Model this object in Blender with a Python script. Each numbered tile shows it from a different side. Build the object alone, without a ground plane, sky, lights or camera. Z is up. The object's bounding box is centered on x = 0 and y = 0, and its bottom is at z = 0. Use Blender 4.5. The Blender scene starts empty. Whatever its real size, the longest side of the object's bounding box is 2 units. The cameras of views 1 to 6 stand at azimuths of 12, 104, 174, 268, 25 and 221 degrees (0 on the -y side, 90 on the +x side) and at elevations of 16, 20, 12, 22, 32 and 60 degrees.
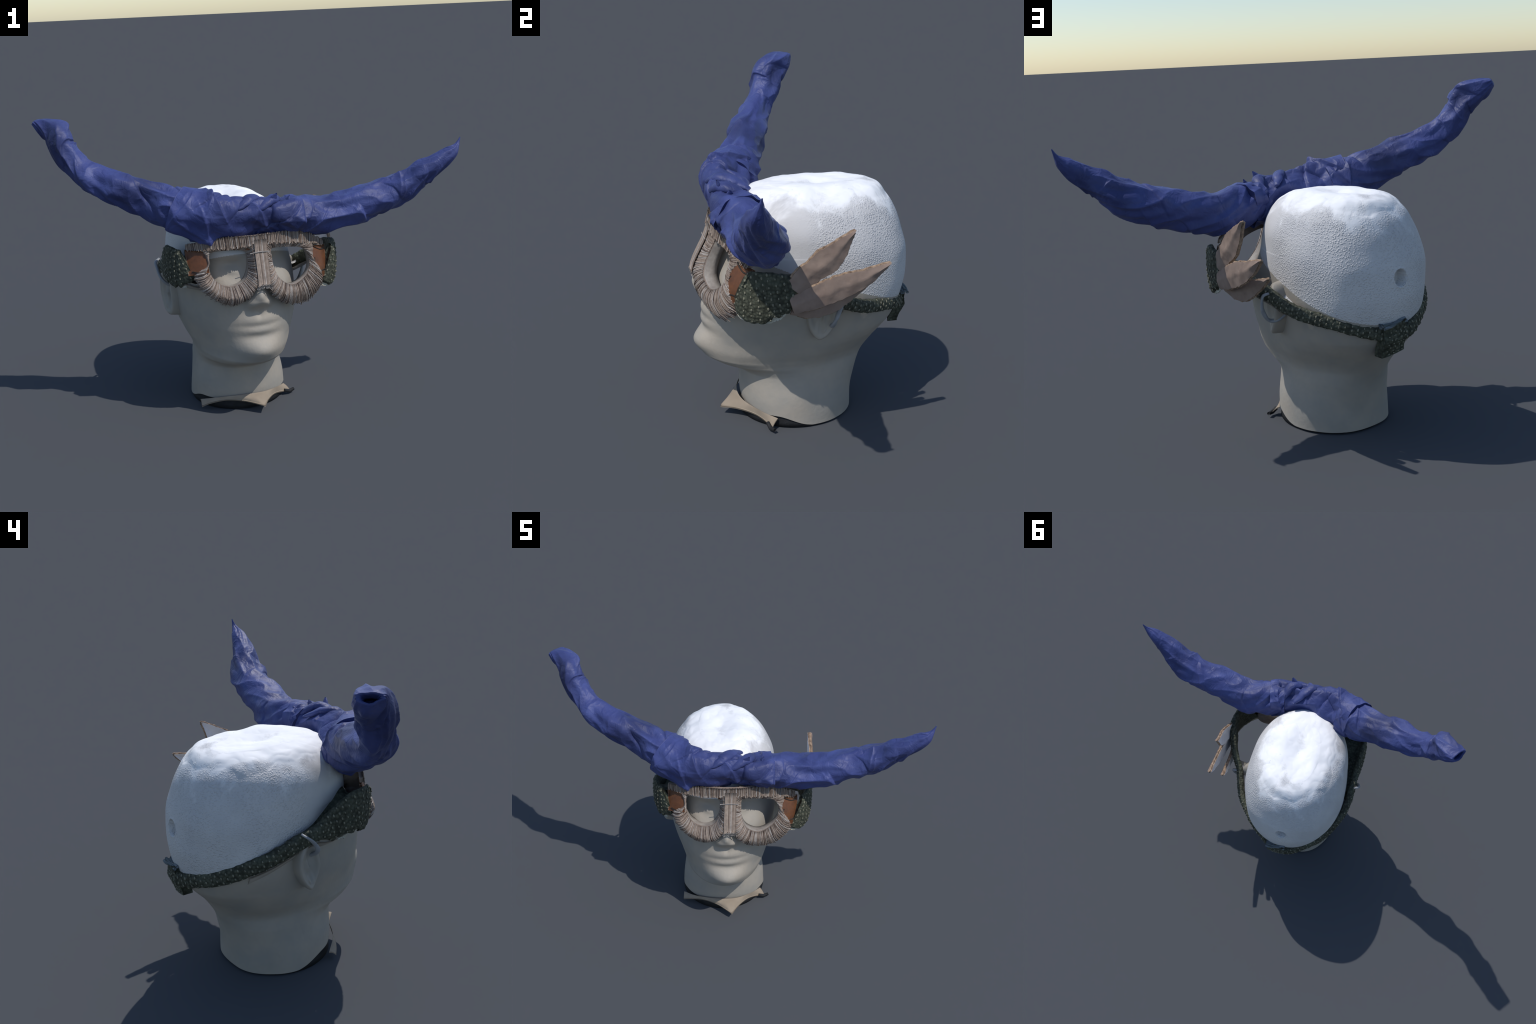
# Polystyrene display head wearing fringed goggles on a dotted strap and a twisted blue cloth headdress with two horns.
import bpy, math, random
import numpy as np
from mathutils import Vector, noise

random.seed(7)
RNG = np.random.default_rng(7)

# ------------------------------------------------------------------ frame of the head
YAW = math.radians(28.0)                       # the face looks 28 degrees off the -y axis
FWD = np.array([math.sin(YAW), -math.cos(YAW), 0.0])
LAT = np.array([math.cos(YAW), math.sin(YAW), 0.0])
UP = np.array([0.0, 0.0, 1.0])
LAT0 = -0.128                                  # the head stands off the origin


def W(lat, fwd, z):
    """head frame (sideways, forward, up) -> world"""
    lat = np.asarray(lat, float); fwd = np.asarray(fwd, float); z = np.asarray(z, float)
    return (lat + LAT0)[..., None] * LAT + fwd[..., None] * FWD + z[..., None] * UP


def to_head(p):
    p = np.asarray(p, float)
    return np.array([p @ LAT - LAT0, p @ FWD, p[2]])


# ------------------------------------------------------------------ small helpers
def sstep(a, b, x):
    t = np.clip((np.asarray(x, float) - a) / (b - a), 0, 1)
    return t * t * (3 - 2 * t)


def pchip(xk, yk, x):
    """smooth curve through the control points without overshoot"""
    xk = np.asarray(xk, float); yk = np.asarray(yk, float); x = np.asarray(x, float)
    h = np.diff(xk); d = np.diff(yk) / h
    m = np.zeros_like(yk)
    for i in range(1, len(xk) - 1):
        if d[i - 1] * d[i] > 0:
            w1 = 2 * h[i] + h[i - 1]; w2 = h[i] + 2 * h[i - 1]
            m[i] = (w1 + w2) / (w1 / d[i - 1] + w2 / d[i])
    m[0], m[-1] = d[0], d[-1]
    i = np.clip(np.searchsorted(xk, x) - 1, 0, len(h) - 1)
    t = np.clip((x - xk[i]) / h[i], 0, 1)
    return ((2 * t**3 - 3 * t**2 + 1) * yk[i] + (t**3 - 2 * t**2 + t) * h[i] * m[i]
            + (-2 * t**3 + 3 * t**2) * yk[i + 1] + (t**3 - t**2) * h[i] * m[i + 1])


def spline(rows, n, closed=False):
    """Catmull-Rom through control rows (any width), evenly spaced by length of the first columns"""
    P = np.asarray(rows, float)
    if closed:
        Q = np.vstack([P[-1], P, P[0], P[1]])
    else:
        Q = np.vstack([2 * P[0] - P[1], P, 2 * P[-1] - P[-2]])
    out = []
    for i in range(1, len(Q) - 2):
        for t in np.linspace(0, 1, 24, endpoint=False):
            a, b, c, d = Q[i - 1], Q[i], Q[i + 1], Q[i + 2]
            out.append(0.5 * (2 * b + (c - a) * t + (2 * a - 5 * b + 4 * c - d) * t * t + (3 * b - a - 3 * c + d) * t**3))
    out.append(Q[-2])
    out = np.array(out)
    k = min(3, out.shape[1])
    s = np.r_[0, np.cumsum(np.linalg.norm(np.diff(out[:, :k], axis=0), axis=1))]
    t = np.linspace(0, s[-1], n + 1)[:-1] if closed else np.linspace(0, s[-1], n)
    return np.stack([np.interp(t, s, out[:, j]) for j in range(out.shape[1])], 1)


def fbm(P, scale, octaves=3, seed=0.0):
    P = np.asarray(P, float)
    flat = P.reshape(-1, 3)
    v = np.empty(len(flat))
    for i, p in enumerate(flat):
        a, s, q = 0.0, 1.0, Vector(p) * scale + Vector((seed, seed * 1.7, -seed))
        for _ in range(octaves):
            a += s * noise.noise(q); q = q * 2.03; s *= 0.5
        v[i] = a
    return v.reshape(P.shape[:-1])


def grid_faces(nu, nv, wrap_u=False, wrap_v=False):
    f = []
    for i in range(nu if wrap_u else nu - 1):
        for j in range(nv if wrap_v else nv - 1):
            a = i * nv + j; b = ((i + 1) % nu) * nv + j
            c = ((i + 1) % nu) * nv + (j + 1) % nv; d = i * nv + (j + 1) % nv
            f.append((a, b, c, d))
    return f


def new_object(name, verts, faces, mat, parent=None, smooth=True, slots=None):
    me = bpy.data.meshes.new(name)
    me.from_pydata([tuple(map(float, v)) for v in verts], [], faces)
    for m in (mat if isinstance(mat, (list, tuple)) else [mat]):
        me.materials.append(m)
    if slots is not None:
        me.polygons.foreach_set("material_index", np.asarray(slots, dtype=np.int32))
    me.polygons.foreach_set("use_smooth", [smooth] * len(me.polygons))
    me.update()
    ob = bpy.data.objects.new(name, me)
    bpy.context.scene.collection.objects.link(ob)
    ob.parent = parent
    return ob


def empty(name, label, category):
    ob = bpy.data.objects.new(name, None)
    bpy.context.scene.collection.objects.link(ob)
    ob["label"] = label; ob["category"] = category
    return ob


class Heap:
    """collects many small solids into one mesh"""
    def __init__(s): s.v, s.f, s.m, s.n = [], [], [], 0
    def add(s, verts, faces, slot=0):
        s.v.append(np.asarray(verts, float)); s.f += [tuple(i + s.n for i in q) for q in faces]
        s.m += [slot] * len(faces); s.n += len(verts)
    def tube(s, path, rad, sides=5, slot=0, flat=1.0, side=None):
        path = np.asarray(path, float); n = len(path)
        T = np.gradient(path, axis=0); T /= np.linalg.norm(T, axis=1)[:, None]
        ref = np.array([0.31, 0.2, 0.93]) if side is None else np.asarray(side, float)
        A = np.cross(T, ref); A /= np.linalg.norm(A, axis=1)[:, None] + 1e-9
        B = np.cross(T, A)
        rad = np.broadcast_to(rad, n)
        th = np.linspace(0, 2 * np.pi, sides, endpoint=False)
        V = (path[:, None] + rad[:, None, None] * (np.cos(th)[None, :, None] * A[:, None] + flat * np.sin(th)[None, :, None] * B[:, None])).reshape(-1, 3)
        F = grid_faces(n, sides, wrap_v=True) + [tuple(range(sides))[::-1], tuple((n - 1) * sides + k for k in range(sides))]
        s.add(V, F, slot)
    def blob(s, c, ax, slot=0, nu=6, nv=8):
        """ellipsoid: centre and three half-axis vectors"""
        c = np.asarray(c, float); ax = [np.asarray(a, float) for a in ax]
        V = [c + ax[2]]
        for i in range(1, nu):
            p = math.pi * i / nu
            for j in range(nv):
                t = 2 * math.pi * j / nv
                V.append(c + math.sin(p) * (math.cos(t) * ax[0] + math.sin(t) * ax[1]) + math.cos(p) * ax[2])
        V.append(c - ax[2]); L = len(V) - 1
        F = [(0, 1 + j, 1 + (j + 1) % nv) for j in range(nv)]
        for i in range(nu - 2):
            for j in range(nv):
                a = 1 + i * nv + j; b = 1 + i * nv + (j + 1) % nv
                F.append((a, a + nv, b + nv, b))
        F += [(L, 1 + (nu - 2) * nv + (j + 1) % nv, 1 + (nu - 2) * nv + j) for j in range(nv)]
        s.add(V, F, slot)
    def make(s, name, mats, parent, smooth=True):
        return new_object(name, np.vstack(s.v), s.f, mats, parent, smooth, s.m)


def slab(front, back_offset, name, mat, parent, smooth=True):
    """closed plate from a grid of front points and an offset (vector grid or vector) to its back"""
    F = np.asarray(front, float); nu, nv = F.shape[:2]
    Bk = F + back_offset
    V = np.vstack([F.reshape(-1, 3), Bk.reshape(-1, 3)])
    n = nu * nv
    faces = grid_faces(nu, nv) + [tuple(i + n for i in q[::-1]) for q in grid_faces(nu, nv)]
    rim = [j for j in range(nv)] + [i * nv + nv - 1 for i in range(1, nu)] + [(nu - 1) * nv + j for j in range(nv - 2, -1, -1)] + [i * nv for i in range(nu - 2, 0, -1)]
    for k in range(len(rim)):
        a, b = rim[k], rim[(k + 1) % len(rim)]
        faces.append((b, a, a + n, b + n))
    return new_object(name, V, faces, mat, parent, smooth)


def shade_by_angle(ob, deg):
    bpy.context.view_layer.objects.active = ob
    ob.select_set(True)
    bpy.ops.object.shade_smooth_by_angle(angle=math.radians(deg))
    ob.select_set(False)


# ------------------------------------------------------------------ materials
def material(name, rough=0.7, spec=0.3):
    m = bpy.data.materials.new(name); m.use_nodes = True
    nt = m.node_tree; b = nt.nodes["Principled BSDF"]
    b.inputs["Roughness"].default_value = rough
    b.inputs["Specular IOR Level"].default_value = spec
    return m, nt, b


def node(nt, kind, **inputs):
    n = nt.nodes.new(kind)
    for k, v in inputs.items():
        n.inputs[k.replace("_", " ")].default_value = v
    return n


def coords(nt, scale=(1, 1, 1), rot=(0, 0, 0)):
    c = nt.nodes.new("ShaderNodeTexCoord"); m = nt.nodes.new("ShaderNodeMapping")
    m.inputs["Scale"].default_value = scale; m.inputs["Rotation"].default_value = rot
    nt.links.new(c.outputs["Object"], m.inputs["Vector"])
    return m.outputs["Vector"]


def ramp(nt, src, stops, interp="LINEAR"):
    r = nt.nodes.new("ShaderNodeValToRGB"); r.color_ramp.interpolation = interp
    el = r.color_ramp.elements
    while len(el) < len(stops): el.new(0.5)
    for e, (p, c) in zip(el, stops):
        e.position = p
        e.color = (c, c, c, 1) if isinstance(c, (int, float)) else (*c, 1)
    nt.links.new(src, r.inputs["Fac"])
    return r.outputs["Color"]


def noise_tex(nt, vec, scale, detail=3, rough=0.5, dist=0.0):
    n = node(nt, "ShaderNodeTexNoise", Scale=scale, Detail=detail, Roughness=rough, Distortion=dist)
    nt.links.new(vec, n.inputs["Vector"])
    return n.outputs["Fac"]


def mix(nt, fac, a, b, mode="MIX"):
    n = nt.nodes.new("ShaderNodeMix"); n.data_type = "RGBA"; n.blend_type = mode
    for sock, v in ((n.inputs["Factor"], fac), (n.inputs["A"], a), (n.inputs["B"], b)):
        if hasattr(v, "is_output"): nt.links.new(v, sock)
        elif isinstance(v, (int, float)): sock.default_value = v
        else: sock.default_value = (*v, 1)
    return n.outputs["Result"]


def bump(nt, b, height, strength=0.3, dist=0.01, chain=None):
    n = node(nt, "ShaderNodeBump", Strength=strength, Distance=dist)
    nt.links.new(height, n.inputs["Height"])
    if chain: nt.links.new(chain, n.inputs["Normal"])
    nt.links.new(n.outputs["Normal"], b.inputs["Normal"])
    return n.outputs["Normal"]


def foam_material(name, base, warm, bead, patch=False):
    m, nt, b = material(name, 0.62, 0.25)
    v = coords(nt)
    mott = noise_tex(nt, v, 5.0, 4, 0.6)
    col = mix(nt, ramp(nt, mott, [(0.38, 0.0), (0.66, 1.0)]), base, warm)
    vor = node(nt, "ShaderNodeTexVoronoi", Scale=125.0); nt.links.new(v, vor.inputs["Vector"])
    fine = noise_tex(nt, v, 60.0, 3)
    if patch:
        # sunlit overexposure painted white above an irregular crown edge, bead grain elsewhere
        sep = nt.nodes.new("ShaderNodeSeparateXYZ"); nt.links.new(v, sep.inputs[0])
        wob = node(nt, "ShaderNodeMath"); wob.operation = "MULTIPLY_ADD"
        nt.links.new(noise_tex(nt, v, 6.5, 4, 0.62, 0.4), wob.inputs[0]); wob.inputs[1].default_value = 0.42
        nt.links.new(sep.outputs["Z"], wob.inputs[2])
        rm = nt.nodes.new("ShaderNodeMapRange"); rm.interpolation_type = "SMOOTHSTEP"
        nt.links.new(wob.outputs[0], rm.inputs["Value"]); rm.inputs["From Min"].default_value = 1.125; rm.inputs["From Max"].default_value = 1.245
        crown = rm.outputs["Result"]
        inv = node(nt, "ShaderNodeMath"); inv.operation = "SUBTRACT"; inv.inputs[0].default_value = 1.0
        nt.links.new(crown, inv.inputs[1])
        col = mix(nt, crown, col, (0.93, 0.93, 0.94))
        pits = ramp(nt, noise_tex(nt, v, 9.0, 3), [(0.38, 0.55), (0.60, 1.0)])
        hgt = ramp(nt, vor.outputs["Distance"], [(0.0, 1.0), (0.55, 0.0)])
        hgt = mix(nt, 1.0, hgt, pits, "MULTIPLY")
        # beads show on the back half, the front of the skull is skinned smooth
        dot = nt.nodes.new("ShaderNodeVectorMath"); dot.operation = "DOT_PRODUCT"
        nt.links.new(v, dot.inputs[0]); dot.inputs[1].default_value = tuple(-FWD)
        back = ramp(nt, dot.outputs["Value"], [(0.02, 0.12), (0.10, 1.0)])
        hgt = mix(nt, 1.0, hgt, back, "MULTIPLY")
        hgt = mix(nt, 1.0, hgt, inv.outputs[0], "MULTIPLY")
        n1 = bump(nt, b, hgt, bead, 0.0035)
        # scattered small pits and worn scrapes
        sc = ramp(nt, noise_tex(nt, v, 38.0, 2), [(0.70, 0.0), (0.76, 1.0)])
        col = mix(nt, mix(nt, 1.0, sc, (0.35, 0.35, 0.35), "MULTIPLY"), col, (0.42, 0.44, 0.47))
    else:
        n1 = bump(nt, b, fine, bead, 0.004)
        sc = ramp(nt, noise_tex(nt, v, 14.0, 4, 0.7), [(0.60, 0.0), (0.75, 0.5)])
        col = mix(nt, sc, col, [c * 0.82 for c in base])
    nt.links.new(col, b.inputs["Base Color"])
    return m


def cloth_material(name, base, light, dark):
    m, nt, b = material(name, 0.52, 0.33)
    v = coords(nt)
    col = mix(nt, ramp(nt, noise_tex(nt, v, 7.0, 4, 0.6, 0.6), [(0.35, 0.0), (0.7, 1.0)]), base, light)
    col = mix(nt, ramp(nt, noise_tex(nt, v, 3.3, 3, 0.5), [(0.46, 0.0), (0.70, 0.7)]), col, dark)  # dark blotches painted in for the cloth's baked fold shadows
    scuff = ramp(nt, noise_tex(nt, v, 22.0, 3, 0.6, 1.2), [(0.735, 0.0), (0.78, 0.35)])
    col = mix(nt, scuff, col, (0.16, 0.18, 0.28))
    nt.links.new(col, b.inputs["Base Color"])
    b.inputs["Sheen Weight"].default_value = 0.06
    b.inputs["Sheen Tint"].default_value = (0.5, 0.55, 1.0, 1)
    n1 = bump(nt, b, noise_tex(nt, v, 20.0, 3, 0.5, 1.0), 0.4, 0.018)
    bump(nt, b, noise_tex(nt, v, 420.0, 1), 0.12, 0.002, n1)
    return m


def plain_material(name, a, c, scale=20.0, rough=0.7, spec=0.3, bump_s=0.25, bump_scale=90.0, stretch=(1, 1, 1), metallic=0.0):
    m, nt, b = material(name, rough, spec)
    v = coords(nt, stretch)
    col = mix(nt, ramp(nt, noise_tex(nt, v, scale, 4, 0.6), [(0.35, 0.0), (0.68, 1.0)]), a, c)
    nt.links.new(col, b.inputs["Base Color"])
    b.inputs["Metallic"].default_value = metallic
    if bump_s: bump(nt, b, noise_tex(nt, v, bump_scale, 3), bump_s, 0.004)
    return m


def scale_material(name):
    """dark green woven strap with a net of small scales"""
    m, nt, b = material(name, 0.75, 0.25)
    v = coords(nt)
    vor = node(nt, "ShaderNodeTexVoronoi", Scale=75.0); nt.links.new(v, vor.inputs["Vector"])
    net = ramp(nt, vor.outputs["Distance"], [(0.15, 1.0), (0.75, 0.0)])
    col = mix(nt, net, (0.032, 0.034, 0.024), (0.090, 0.094, 0.068))
    col = mix(nt, ramp(nt, noise_tex(nt, v, 9.0, 3), [(0.5, 0.0), (0.75, 0.45)]), col, (0.11, 0.13, 0.095))
    nt.links.new(col, b.inputs["Base Color"])
    n1 = bump(nt, b, net, 0.5, 0.005)
    bump(nt, b, noise_tex(nt, v, 300.0, 2), 0.25, 0.003, n1)
    return m


SKULL = foam_material("white_foam_beaded", (0.62, 0.61, 0.61), (0.55, 0.545, 0.555), 0.75, True)
FACE = foam_material("shade_tinted_foam_smooth", (0.385, 0.342, 0.290), (0.315, 0.298, 0.268), 0.25)  # white foam, darkened and warmed to the scan's low shade and bounce light
BLUE = cloth_material("blue_cotton", (0.041, 0.054, 0.182), (0.068, 0.090, 0.268), (0.015, 0.019, 0.062))
BLUE_DARK = plain_material("blue_lining", (0.018, 0.022, 0.075), (0.03, 0.035, 0.11))
STRAP = scale_material("green_scaled_strap")
DOT = plain_material("cream_dot", (0.16, 0.155, 0.115), (0.24, 0.23, 0.17), 40)
LINING = plain_material("pale_strap_lining", (0.42, 0.40, 0.33), (0.55, 0.54, 0.47), 30)
LEATHER = plain_material("rust_leather", (0.150, 0.056, 0.021), (0.085, 0.034, 0.016), 26, 0.45, 0.4, 0.25, 60)
LEATHER_DARK = plain_material("dark_leather", (0.018, 0.014, 0.013), (0.035, 0.025, 0.02))
FIB_A = plain_material("brown_fibre", (0.17, 0.128, 0.102), (0.24, 0.185, 0.152), 60)
FIB_B = plain_material("tan_fibre", (0.27, 0.215, 0.178), (0.35, 0.285, 0.24), 60)
FIB_C = plain_material("grey_fibre", (0.32, 0.285, 0.26), (0.42, 0.39, 0.37), 60)
FIB_D = plain_material("dark_fibre", (0.055, 0.035, 0.028), (0.09, 0.06, 0.05), 60)
FELT = plain_material("taupe_felt", (0.20, 0.155, 0.13), (0.28, 0.225, 0.195), 30)
RIM = plain_material("pale_rim", (0.34, 0.31, 0.28), (0.24, 0.21, 0.19), 30)
CARD = plain_material("brown_card", (0.30, 0.225, 0.185), (0.23, 0.168, 0.138), 14, 0.8, 0.2, 0.3, 50)
CARD_EDGE = plain_material("torn_card_edge", (0.42, 0.30, 0.21), (0.13, 0.085, 0.06), 60, 0.85)
CARD_BACK = plain_material("skylight_lightened_card", (0.74, 0.73, 0.73), (0.64, 0.62, 0.62), 20, 0.8)  # colour raised toward white for the sky glow baked into the scan
PAPER = plain_material("tan_paper", (0.33, 0.272, 0.21), (0.285, 0.232, 0.178), 12, 0.8, 0.2, 0.15, 40)
BLACK = plain_material("black_base", (0.012, 0.013, 0.015), (0.02, 0.02, 0.022))
METAL = plain_material("grey_plastic", (0.30, 0.31, 0.33), (0.24, 0.25, 0.27), 30, 0.4, 0.5, 0.1)
RIBBON = plain_material("blue_grey_ribbon", (0.18, 0.21, 0.24), (0.06, 0.075, 0.07), 12, 0.7, 0.3, 0.6, 30, (1, 1, 9))

# ------------------------------------------------------------------ display head
head = empty("display_head", "white foam display head with neck on a torn paper base", "mannequin head")

ZK = [0.00, 0.06, 0.12, 0.22, 0.25, 0.28, 0.31, 0.36, 0.41, 0.46, 0.56, 0.66, 0.76, 0.86, 0.95, 1.00, 1.030, 1.046]
HALF = [0.241, 0.237, 0.231, 0.218, 0.216, 0.218, 0.227, 0.251, 0.271, 0.286, 0.303, 0.305, 0.302, 0.292, 0.257, 0.215, 0.175, 0.125]
FRONT = [0.190, 0.195, 0.196, 0.202, 0.238, 0.320, 0.358, 0.366, 0.362, 0.362, 0.354, 0.330, 0.280, 0.255, 0.225, 0.185, 0.140, 0.070]
BACK = [-0.308, -0.310, -0.314, -0.332, -0.342, -0.356, -0.374, -0.410, -0.455, -0.494, -0.527, -0.543, -0.538, -0.513, -0.475, -0.437, -0.405, -0.360]
NT, NZ = 480, 420
NC = 36                                        # last rows close the flat, patched crown
zs = np.concatenate([np.linspace(0.008, 0.86, 300, endpoint=False), 0.86 + 0.186 * np.sin(np.linspace(0, np.pi / 2, NZ - 300 - NC)), np.full(NC, 1.046)])
shrink = np.ones(NZ); shrink[-NC:] = np.linspace(0.97, 0.02, NC)
shrink = shrink[:, None]
th = np.linspace(0, 2 * np.pi, NT, endpoint=False)
a = pchip(ZK, HALF, zs)[:, None]; yf = pchip(ZK, FRONT, zs)[:, None]; yb = pchip(ZK, BACK, zs)[:, None]
# the widest place of each slice lies behind the middle on the face, in the middle on the skull
wide = (yf + yb) / 2 - 0.05 * sstep(0.25, 0.4, zs)[:, None] * (1 - sstep(0.75, 0.95, zs)[:, None])
a = a * shrink; yf = wide + (yf - wide) * shrink; yb = wide + (yb - wide) * shrink
s_, c_ = np.sin(th)[None, :], np.cos(th)[None, :]
ex = 2 / 2.2
exf = 2 / (2.2 - 0.22 * np.exp(-((zs - 0.36) / 0.09) ** 2))[:, None]
exb = 1 - (1 - ex) * sstep(0.45, 0.6, zs)[:, None]
lat = a * np.sign(s_) * np.abs(s_) ** np.where(c_ > 0, exf, ex)
fw = np.where(c_ > 0, wide + (yf - wide) * np.abs(c_) ** exf, wide - (wide - yb) * np.abs(c_) ** exb)
zz = np.repeat(zs[:, None], NT, 1)
zz = zz + 0.030 * (1 - shrink) * shrink ** 2 - 0.016 * (1 - shrink) ** 2                                     # the roof sags a little
zz = zz + 0.045 * sstep(-0.1, 0.5, c_) * (1 - sstep(0.03, 0.22, zz))    # the neck ends higher in front

frontness = sstep(0.0, 0.8, c_) * np.ones_like(zz)


def g(x, s): return np.exp(-(x / s) ** 2)


# the face is turned a little further to one side than the skull
lat = lat + 0.016 * frontness * sstep(0.25, 0.36, zz) * (1 - sstep(0.70, 0.85, zz))
mid_l, lat_skull = 0.020, lat
lat = lat - mid_l


# features of the face, pushed forward
fz = np.zeros_like(zz)
fz += 0.060 * g(lat, 0.048) * g(zz - 0.630, 0.042)                      # tip of the nose
fz += 0.050 * g(lat, 0.036) * sstep(0.62, 0.68, zz) * (1 - sstep(0.74, 0.86, zz))   # bridge
fz += 0.018 * g(np.abs(lat) - 0.042, 0.028) * g(zz - 0.605, 0.028)     # wings of the nose
fz += 0.010 * g(lat, 0.090) * g(zz - 0.518, 0.026)                     # upper lip
fz += 0.009 * g(lat, 0.080) * g(zz - 0.466, 0.022)                     # lower lip
fz -= 0.002 * g(lat, 0.110) * g(zz - 0.491, 0.012)                     # parting of the lips
fz -= 0.012 * g(lat, 0.09) * g(zz - 0.432, 0.026)                      # hollow under the lip
fz += 0.040 * g(lat, 0.095) * g(zz - 0.375, 0.055)                     # chin
fz -= 0.008 * g(lat, 0.012) * g(zz - 0.55, 0.02)                       # groove under the nose
fz += 0.020 * g(np.abs(lat) - 0.15, 0.06) * g(zz - 0.62, 0.06)         # cheek bones
fz -= 0.035 * g(np.abs(lat) - 0.10, 0.055) * g(zz - 0.755, 0.04)       # eye sockets
fz += 0.026 * g(np.abs(lat) - 0.10, 0.038) * g(zz - 0.748, 0.022)      # eyelids
fz += 0.018 * g(np.abs(lat) - 0.09, 0.08) * g(zz - 0.83, 0.025)        # brow
fw = fw + fz * frontness
lat = lat_skull
# round dimple at the back of the head
rr = np.sqrt(((lat - 0.009) / 0.031) ** 2 + ((zz - 0.730) / 0.036) ** 2)
dimple = (c_ < 0) * (1 - sstep(0.90, 1.0, rr))
fw = fw + 0.045 * dimple - 0.003 * (c_ < 0) * g(rr - 1.12, 0.12)
P = W(lat, fw, zz)
# dents and lumps; the crown is a rough patched roof
soft = fbm(P[::4, ::4], 5.0, 2, 3.0)
soft = np.repeat(np.repeat(soft, 4, 0), 4, 1)[:NZ, :NT]
k = np.ones(9) / 9
for ax in (0, 1):
    pad = np.pad(soft, [(4, 4) if i == ax else (0, 0) for i in (0, 1)], mode="edge" if ax == 0 else "wrap")
    soft = np.apply_along_axis(lambda q: np.convolve(q, k, "valid"), ax, pad)
crown_z = 0.985 + 0.05 * fbm(np.stack([P[..., 0], P[..., 1], 0 * zz], -1)[::1, ::1], 7.0, 3, 11.0)
crown_mask = sstep(0.0, 0.02, zz - crown_z)
rough = fbm(P[250:], 8.0, 2, 8.0) + 0.5 * np.abs(fbm(P[250:], 15.0, 2, 4.0))
rough = np.vstack([np.zeros((250, NT)), rough])
CEN = W(np.array(0.0), np.array(-0.12), np.array(0.62))
out = P - (CEN + 0 * P); out[..., 2] *= sstep(0.6, 0.95, zz); out /= np.linalg.norm(out, axis=-1)[..., None] + 1e-9
P = P + out * (0.006 * soft * (1 - frontness * (zz < 0.8)) + 0.007 * rough * crown_mask)[..., None]

V = P.reshape(-1, 3)
faces = grid_faces(NZ, NT, wrap_v=True)
top = len(V); V = np.vstack([V, P[-1].mean(0) + [0, 0, 0.003]])
faces = [f[::-1] for f in faces] + [((NZ - 1) * NT + j, (NZ - 1) * NT + (j + 1) % NT, top) for j in range(NT)]
whole = new_object("body_helper", V, faces, SKULL)
me = whole.data
nrm = np.empty(len(V) * 3, dtype=np.float32); me.vertices.foreach_get("normal", nrm); nrm = nrm.reshape(-1, 3)
# outward?
if (nrm[NT * 200] @ (V[NT * 200] - CEN)) < 0: nrm = -nrm; faces = [f[::-1] for f in faces]


def strap_plane(fwd): return 0.535 + 0.285 * (fwd + 0.53) / 0.78     # height of the strap along the head


cen = np.array([[V[i] for i in f[:3]] for f in faces]).mean(1)
lf = cen @ FWD; cz = cen[:, 2]
cm = np.r_[crown_mask[:-1].reshape(-1), np.ones(NT)]
kind = np.where(cz < 0.30 - 0.10 * sstep(0.1, -0.4, lf) * 0 + 0.13 * sstep(0.1, -0.45, lf), 2, np.where(cz < strap_plane(lf), 1, 0))


def part(name, idx, mats, slots=None):
    sel = [faces[i] for i in idx]
    used = sorted({v for f in sel for v in f}); mp = {v: i for i, v in enumerate(used)}
    ob = new_object(name, V[used], [tuple(mp[v] for v in f) for f in sel], mats, head, True, slots)
    ob.data.normals_split_custom_set_from_vertices([tuple(nrm[v]) for v in used])
    return ob


idx0 = np.where(kind == 0)[0]
part("skull", idx0, [SKULL])
part("face", np.where(kind == 1)[0], [FACE])
part("neck", np.where(kind == 2)[0], [FACE])
bpy.data.objects.remove(whole, do_unlink=True)


# ears: a raised shell with a rolled rim, a hollow and a lobe
def ear(side):
    nu, nv = 40, 72
    pts = np.zeros((nu, nv, 3))
    for i in range(nu):
        r = i / (nu - 1)
        for j in range(nv):
            t = 2 * math.pi * j / nv
            ex_, ez_ = math.cos(t), math.sin(t)
            wdt = 0.070 if ez_ > 0 else 0.070 * (1 - 0.35 * (-ez_) ** 1.5)
            f = -0.083 + wdt * r * ex_ - 0.016 * r * ez_
            z = 0.568 + (0.135 if ez_ > 0 else 0.126) * r * ez_
            rim = math.exp(-((r - 0.76) / 0.20) ** 2) * (0.35 + 0.65 * sstep(0.9, -0.3, ex_ + 0.25 * ez_))
            lobe = 0.8 * math.exp(-((r - 0.7) / 0.28) ** 2) * float(sstep(-0.55, -0.95, ez_))
            hollow = math.exp(-(r / 0.42) ** 2)
            inner = 0.55 * math.exp(-((r - 0.52) / 0.10) ** 2) * float(sstep(0.2, -0.6, ex_))
            h = 0.300 + 0.016 + 0.028 * max(rim, lobe) + 0.016 * inner + 0.004 * hollow + 0.014 * float(sstep(0.4, -0.8, ex_)) - 0.085 * float(sstep(0.86, 1.0, r)) - 0.012 * max(0, -ez_) * r
            pts[i, j] = W(np.array(side * h), np.array(f), np.array(z))
    V = pts.reshape(-1, 3)
    F = grid_faces(nu, nv, wrap_v=True)
    F.append(tuple((nu - 1) * nv + j for j in range(nv)))
    ob = new_object("ear", V, F, FACE, head)
    return ob


ear(-1); ear(1)

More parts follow.
